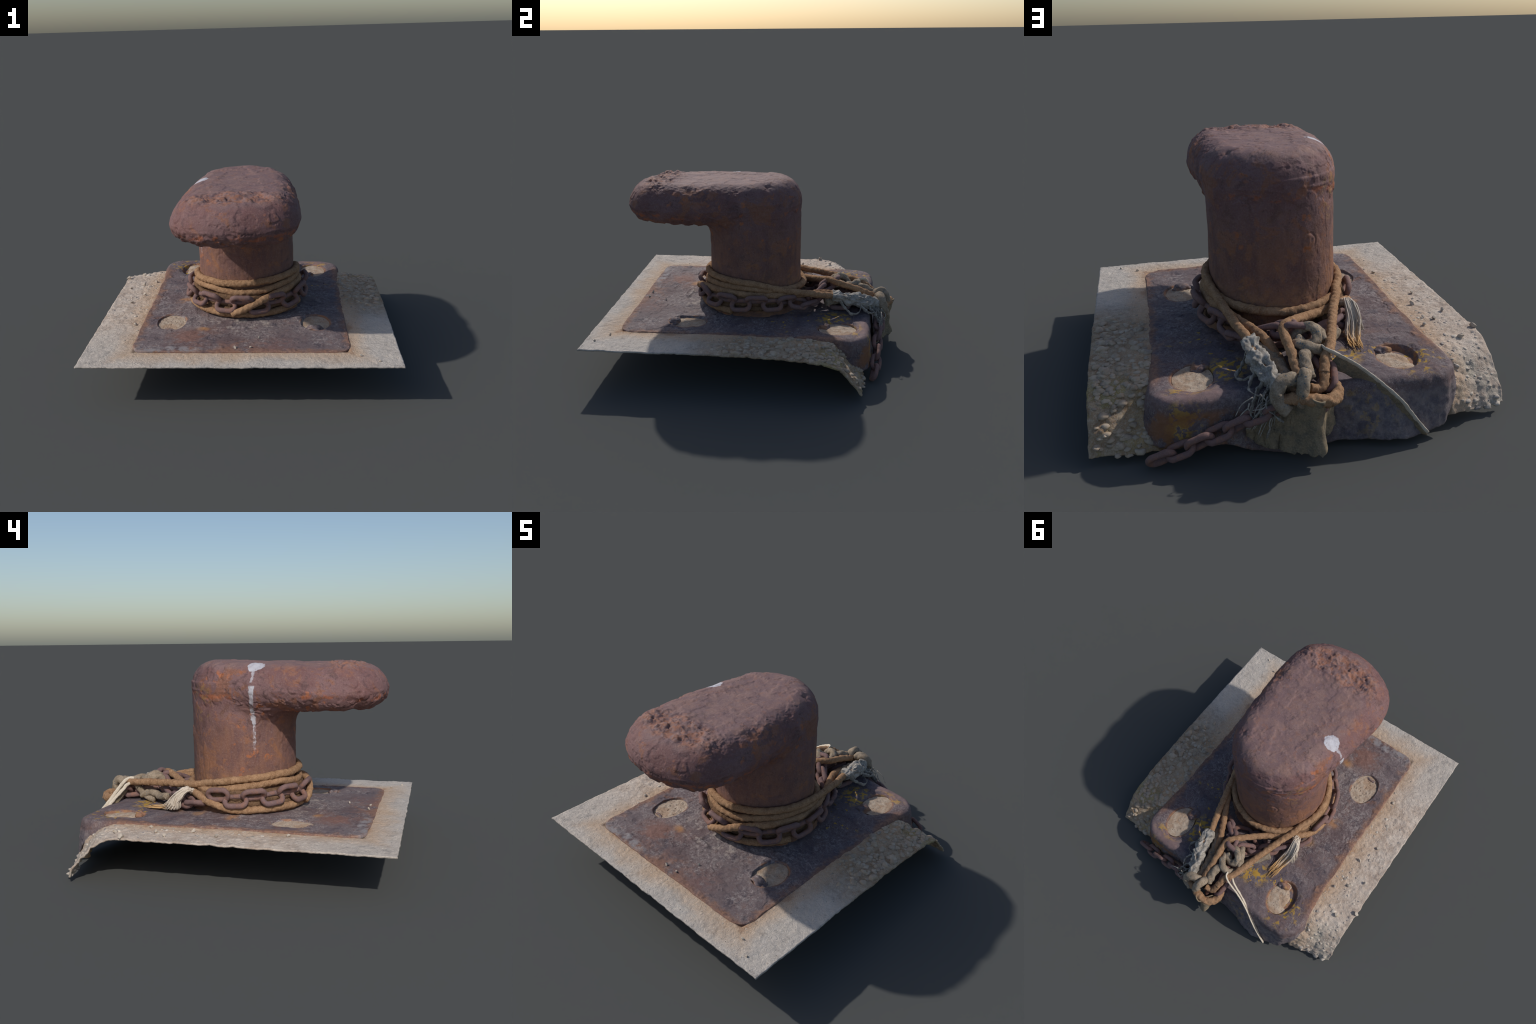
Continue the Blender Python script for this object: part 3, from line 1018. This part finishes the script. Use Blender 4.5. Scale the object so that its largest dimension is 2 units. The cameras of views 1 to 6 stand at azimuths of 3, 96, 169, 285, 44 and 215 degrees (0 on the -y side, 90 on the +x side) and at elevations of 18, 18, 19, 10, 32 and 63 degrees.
for k, (zz, rr) in enumerate(((.348, .008), (.382, .012), (.414, .006))):
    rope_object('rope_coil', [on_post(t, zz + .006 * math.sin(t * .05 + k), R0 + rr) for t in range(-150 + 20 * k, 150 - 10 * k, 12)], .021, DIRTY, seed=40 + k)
# loop at the quay edge
rope_object('rope_loop', [(-.055, .845, .345), (-.045, .875, .315), (-.02, .885, .30), (.02, .89, .31)], .019, ROPE, seed=5)
rope_object('rope_loop', [(-.085, .85, .300), (-.098, .895, .288), (-.070, .945, .280), (-.015, .968, .292), (.045, .955, .300), (.10, .93, .296), (.16, .905, .275)], .024, ROPE, seed=6, rough=.007)
# grey knotted line heaped behind the post
G = dict(radius=.0195, mat=ROPE_GREY, lobe=.26, twist=36, rough=.003)
rope_object('rope_knot', [(.03, .60, .392), (-.005, .585, .425), (-.045, .60, .452), (-.075, .635, .437), (-.060, .67, .405), (-.02, .665, .395), (.015, .63, .41)], seed=7, **G)
rope_object('rope_knot', [(.025, .645, .395), (.012, .70, .412), (-.025, .735, .415), (-.065, .735, .398), (-.095, .70, .365)], seed=8, **G)
rope_object('rope_knot', [(-.035, .54, .40), (-.062, .575, .435), (-.088, .62, .43), (-.10, .66, .40)], seed=9, **G)
rope_object('rope_knot', [(-.02, .715, .38), (.008, .76, .395), (.018, .81, .378), (.012, .86, .340)], seed=10, **{**G, 'radius': .023})
rope_object('rope_knot', [(.050, .835, .325), (.035, .868, .362), (.042, .905, .382), (.058, .935, .355), (.065, .942, .310), (.07, .93, .27)], seed=11, **{**G, 'radius': .023})
rope_object('rope_knot', [(.075, .885, .350), (.105, .895, .366), (.140, .905, .358), (.162, .915, .325), (.155, .925, .280), (.12, .935, .245)], seed=12, **{**G, 'radius': .025})
rope_object('rope_knot', [(.20, .52, .345), (.15, .60, .345), (.115, .70, .335), (.10, .80, .315), (.10, .87, .30)], seed=13, **{**G, 'radius': .026})
rope_object('rope_knot', [(-.22, .46, .345), (-.16, .53, .33), (-.12, .60, .345), (-.11, .68, .32)], seed=14, **G)
rope_object('rope_knot', [(-.10, .70, .365), (-.10, .665, .33), (-.115, .62, .305), (-.135, .575, .30)], seed=15, **{**G, 'radius': .018})


# ------------------------------------------------------------------ bleached straps and frayed tuft
def strap(pts, w, name='strap'):
    C = catmull(pts, 70)
    V, F = tube(C, w, 12, 0, 1, 0, .0025, 3.0, flat=.45, up=(.3, .2, 1))
    return new_object(name, mesh_from(name, V, F), rope_thing, STRAP)


S = [(-.072, .745, .418), (-.080, .775, .420), (-.122, .796, .400), (-.209, .817, .345), (-.291, .846, .278), (-.377, .889, .198), (-.447, .913, .100), (-.490, .922, .043)]
strap(S, .011)
strap([(-.10, .735, .40), (-.128, .765, .390), (-.165, .783, .362), (-.235, .808, .318), (-.305, .838, .258), (-.385, .880, .180), (-.452, .909, .088), (-.488, .920, .040)], .010)


def build_web():
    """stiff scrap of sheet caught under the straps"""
    a = catmull(S[2:], 60)
    b = a + np.stack([np.linspace(.035, .045, 60), -np.linspace(.015, .045, 60), -np.linspace(.050, .012, 60)], 1)
    rows = [a * (1 - t) + b * t - np.array((0, 0, .006)) for t in np.linspace(0, 1, 14)]
    P = np.vstack(rows)
    P += .005 * np.stack([perlin(P * 18), perlin(P * 18 + 5), perlin(P * 18 + 9)], 1)
    ob = new_object('canvas_scrap', mesh_from('canvas_scrap', P, grid_faces(60, 14)), rope_thing, CLOTH)
    solid(ob, .004)


build_web()


def build_tuft():
    r = np.random.default_rng(5)
    parts = []
    for i in range(280):
        u = r.normal(0, 1, 3)
        start = np.array((-.300, .265, .405)) + u * (.010, .010, .006)
        side = r.uniform(-1, 1)
        long = r.random() < .35
        top = np.array((-.322, .292, .418)) + np.array((side * .018, .008 * u[0], .006 * u[1]))
        mid = np.array((-.330, .345, .362)) + np.array((side * .030, .010 * u[1], .012 * u[2]))
        if long:
            low = np.array((-.305, .425, .302)) + np.array((side * .034, .012 * u[0], .006 * u[2]))
            end = np.array((-.290, .49, .291)) + np.array((side * .020 + .01 * u[0], .04 * u[1], .003 * abs(u[2])))
            pts = [start, top, mid, low, end]
        else:
            end = np.array((-.335, .372, .296)) + np.array((side * .040, .018 * u[1], .010 * abs(u[2])))
            pts = [start, top, mid, end]
        C = catmull(pts, 16)
        C = C + .007 * np.stack([perlin(C * 22 + i * .37), perlin(C * 22 + i * .37 + 5), .5 * perlin(C * 22 + i * .37 + 9)], 1) * np.linspace(0, 1, 16)[:, None]
        V, F = tube(C, np.linspace(.0048, .0020, 16), 5, 0, 1, 0, 0, 0)
        parts.append((V, F))
    V, F = join_parts(parts)
    ob = new_object('frayed_tuft', mesh_from('frayed_tuft', V, F), rope_thing, TUFT)
    ob['kind'] = 'stuff'


build_tuft()


# ------------------------------------------------------------------ ragged cloth on the right-hand rope end
def build_rag():
    C = catmull([(.216, .565, .400), (.208, .63, .388), (.200, .70, .374), (.182, .775, .355), (.160, .845, .322), (.150, .885, .285)], 120)
    s = np.linspace(0, 1, 120)
    rad = .023 + .012 * np.sin(s * np.pi) ** .8
    V, F = tube(C, rad, 72, 12, 5, .15, 0, 0)
    P = np.repeat(C, 72, 0)
    d = V - P
    d /= np.linalg.norm(d, axis=1)[:, None]
    V = V + d * (.020 * fbm(V * np.array([22, 10, 22]), 3) - .020 * np.abs(perlin(V * np.array([34, 20, 34]) + 3)) + .016 * np.maximum(0, perlin(V * 17 + 8)) + .006)[:, None]
    rag = new_object('cloth_wrap', mesh_from('cloth_wrap', V, F), rope_thing, RAG)
    solidless = []
    r = np.random.default_rng(9)
    strips = [
        [(.215, .60, .395), (.250, .64, .345), (.285, .68, .312), (.302, .71, .305), (.285, .745, .308), (.235, .76, .325)],
        [(.200, .74, .355), (.245, .78, .320), (.262, .82, .300), (.235, .86, .290), (.195, .87, .300)],
        [(.175, .83, .320), (.205, .87, .290), (.225, .895, .245), (.250, .90, .215), (.270, .90, .190)],
        [(.165, .85, .315), (.190, .885, .275), (.215, .905, .225), (.262, .905, .185), (.290, .895, .165)],
        [(.150, .87, .300), (.180, .90, .255), (.195, .915, .200), (.200, .915, .150), (.205, .905, .11)],
        [(.170, .86, .305), (.200, .895, .260), (.165, .925, .215), (.140, .93, .195)],
        [(.185, .80, .345), (.225, .835, .302), (.250, .868, .275), (.268, .885, .238), (.262, .893, .200)],
    ]
    for k, pts in enumerate(strips):
        w = (.012, .012, .016, .013, .010, .014, .013)[k]
        Cc = catmull(pts, 40)
        Cc += .004 * np.stack([perlin(Cc * 30 + k), perlin(Cc * 30 + k + 4), perlin(Cc * 30 + k + 8)], 1)
        V, F = tube(Cc, w * (1 - .55 * np.linspace(0, 1, 40) ** 2), 16, 25, 2, .2, .008, k * 3.1, flat=.32)
        new_object('cloth_tatter', mesh_from('cloth_tatter', V, F), rag, RAG)
    parts = []
    for i in range(40):
        a = np.array((.205, .89, .27)) + r.normal(0, 1, 3) * (.030, .012, .025)
        e = a + np.array((r.uniform(-.03, .08), r.uniform(-.005, .02), -r.uniform(.04, .11)))
        m = (a + e) / 2 + r.normal(0, 1, 3) * .010
        V, F = tube(catmull([a, m, e], 12), np.linspace(.0035, .0015, 12), 5)
        parts.append((V, F))
    V, F = join_parts(parts)
    ob = new_object('loose_threads', mesh_from('loose_threads', V, F), rag, RAG)
    ob['kind'] = 'stuff'


build_rag()


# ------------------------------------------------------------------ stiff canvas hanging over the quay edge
def build_canvas():
    plan = catmull([(.29, .840), (.22, .862), (.15, .885), (.09, .915), (.05, .955), (.022, .985), (-.002, .992), (-.016, .975), (-.020, .945), (-.040, .915), (-.065, .905), (-.090, .875)], 110)
    nz = 60
    s = np.linspace(0, 1, 110)
    topz = np.interp(s, [0, .2, .45, .6, .75, 1], [.19, .235, .27, .315, .300, .275])
    botz = np.interp(s, [0, .12, .3, .45, .6, .68, .78, .9, 1], [.10, .06, .035, .03, .045, .055, .075, .09, .12])
    rows = []
    for t in np.linspace(0, 1, nz):
        z = topz * (1 - t) + botz * t
        q = plan.copy()
        q[:, 1] -= .028 * np.sin(t * np.pi) * np.exp(-((s - .62) / .16) ** 2) * 1.0
        q[:, 0] += .010 * np.sin(t * 5) * np.exp(-((s - .6) / .2) ** 2)
        rows.append(np.c_[q, z])
    P = np.vstack(rows)
    fold = .030 * np.abs(perlin(P * np.array([17, 6, 4]) + 2)) + .018 * np.abs(perlin(P * np.array([30, 8, 12]) + 6)) - .012
    P[:, 1] += (.012 * fbm(P * np.array([11, 5, 6]), 4) - fold) * np.clip(np.tile(np.abs(s - .58) * 5, nz), .25, 1)
    P[:, 2] += .02 * fbm(np.c_[np.tile(s, nz) * 14, np.zeros(len(P)), np.zeros(len(P))], 3) * np.repeat(np.linspace(0, 1, nz), 110)
    P[:, 1] = np.minimum(P[:, 1], .9965)
    P[:, 0] += .006 * fbm(P * np.array([10, 10, 6]) + 4, 3)
    ob = new_object('canvas_flap', mesh_from('canvas_flap', P, grid_faces(110, nz)), rope_thing, CLOTH)
    solid(ob, .008)


build_canvas()


# ------------------------------------------------------------------ chain
def link_mesh(length=.158, width=.096, wire=.0162):
    half = length / 2 - width / 2
    r = width / 2 - wire
    pts = []
    for a in np.linspace(-90, 90, 14):
        a = math.radians(a)
        pts.append((half + r * math.cos(a), r * math.sin(a), 0))
    for a in np.linspace(90, 270, 14):
        a = math.radians(a)
        pts.append((-half + r * math.cos(a), r * math.sin(a), 0))
    C = catmull(pts, 64, True)
    n, sides = 64, 12
    T = np.roll(C, -1, 0) - np.roll(C, 1, 0)
    T /= np.linalg.norm(T, axis=1)[:, None]
    Z = np.array((0, 0, 1.0))
    S_ = np.cross(T, Z)
    a = np.linspace(0, 2 * np.pi, sides, endpoint=False)
    V = C[:, None] + wire * (S_[:, None] * np.cos(a)[None, :, None] + Z * np.sin(a)[None, :, None])
    V = V.reshape(-1, 3)
    V = V + .0022 * np.stack([fbm(V * 30, 3), fbm(V * 30 + 7, 3), fbm(V * 30 + 13, 3)], 1)
    u, v = np.meshgrid(np.arange(sides), np.arange(n))
    F = np.stack([v * sides + u, v * sides + (u + 1) % sides, ((v + 1) % n) * sides + (u + 1) % sides, ((v + 1) % n) * sides + u], -1).reshape(-1, 4)
    me = mesh_from('chain_link', V, F)
    me.polygons.foreach_set('use_smooth', [True] * len(me.polygons))
    me.materials.append(CHAIN)
    return me


LINK = link_mesh()


def place_link(pos, along, out, roll, scale=1.0):
    """link long axis = along, flat face towards 'out' turned by roll degrees round the long axis"""
    x = Vector(along).normalized()
    z = Vector(out)
    z = (z - x * z.dot(x)).normalized()
    y = z.cross(x)
    M = Matrix((x, y, z)).transposed() @ Matrix.Rotation(math.radians(roll), 3, 'X')
    M = M.to_4x4()
    M.translation = Vector(pos)
    ob = bpy.data.objects.new('chain_link', LINK)
    bpy.context.scene.collection.objects.link(ob)
    ob.parent = chain_thing
    ob.matrix_local = M @ Matrix.Scale(scale, 4)
    return ob


def build_chain():
    r = np.random.default_rng(13)
    th = [-99, -83, -67, -50, -34, -18, -2, 14, 31, 49, 66, 81, 97, 113, 129]
    zs = [.405, .371, .410, .380, .420, .373, .420, .366, .408, .371, .415, .373, .418, .372, .392]
    for k, (t, z) in enumerate(zip(th, zs)):
        a = math.radians(t)
        out = (math.sin(a), -math.cos(a), 0)
        along = (math.cos(a), math.sin(a), r.normal(0, .05))
        place_link(on_post(t, z, .386), along, out, (38 if k % 2 == 0 else -42) + r.normal(0, 6))
    # heap behind the post and run to the quay edge
    heap = catmull([on_post(129, .385, .39), (.24, .40, .34), (.17, .44, .36), (.10, .47, .385), (.045, .535, .420), (.00, .580, .435), (-.05, .545, .40),
                    (-.10, .50, .37), (-.16, .45, .35), (-.22, .39, .34), (-.29, .30, .335), (-.34, .22, .34), on_post(-112, .36, .40)], 14)
    T = np.gradient(heap, axis=0)
    for k in range(1, len(heap) - 1):
        place_link(heap[k], T[k], (r.normal(0, .2), r.normal(0, .2), 1), (40 if k % 2 else -45) + r.normal(0, 14))
    run = catmull([(-.03, .60, .375), (-.04, .68, .345), (-.06, .76, .335), (-.07, .83, .320), (-.04, .875, .265)], 5)
    T = np.gradient(run, axis=0)
    for k in range(len(run)):
        place_link(run[k], T[k], (0, .2, 1), (42 if k % 2 else -42) + r.normal(0, 10))
    # chain hanging across the back face
    hang = catmull([(.16, .895, .235), (.24, .890, .215), (.34, .878, .172), (.44, .872, .130), (.55, .862, .085), (.640, .850, .050)], 7)
    T = np.gradient(hang, axis=0)
    for k in range(len(hang)):
        place_link(hang[k], T[k], (0, 1, .3), (45 if k % 2 else -45) + r.normal(0, 6), .86)
    # scraps under the heap
    for (x, y, z, dx, dy) in ((.05, .42, .31, 1, .4), (-.08, .40, .31, 1, -.3), (.17, .62, .31, .3, 1), (.02, .74, .305, .2, 1)):
        place_link((x, y, z), (dx, dy, .1), (0, 0, 1), r.normal(0, 20))


build_chain()
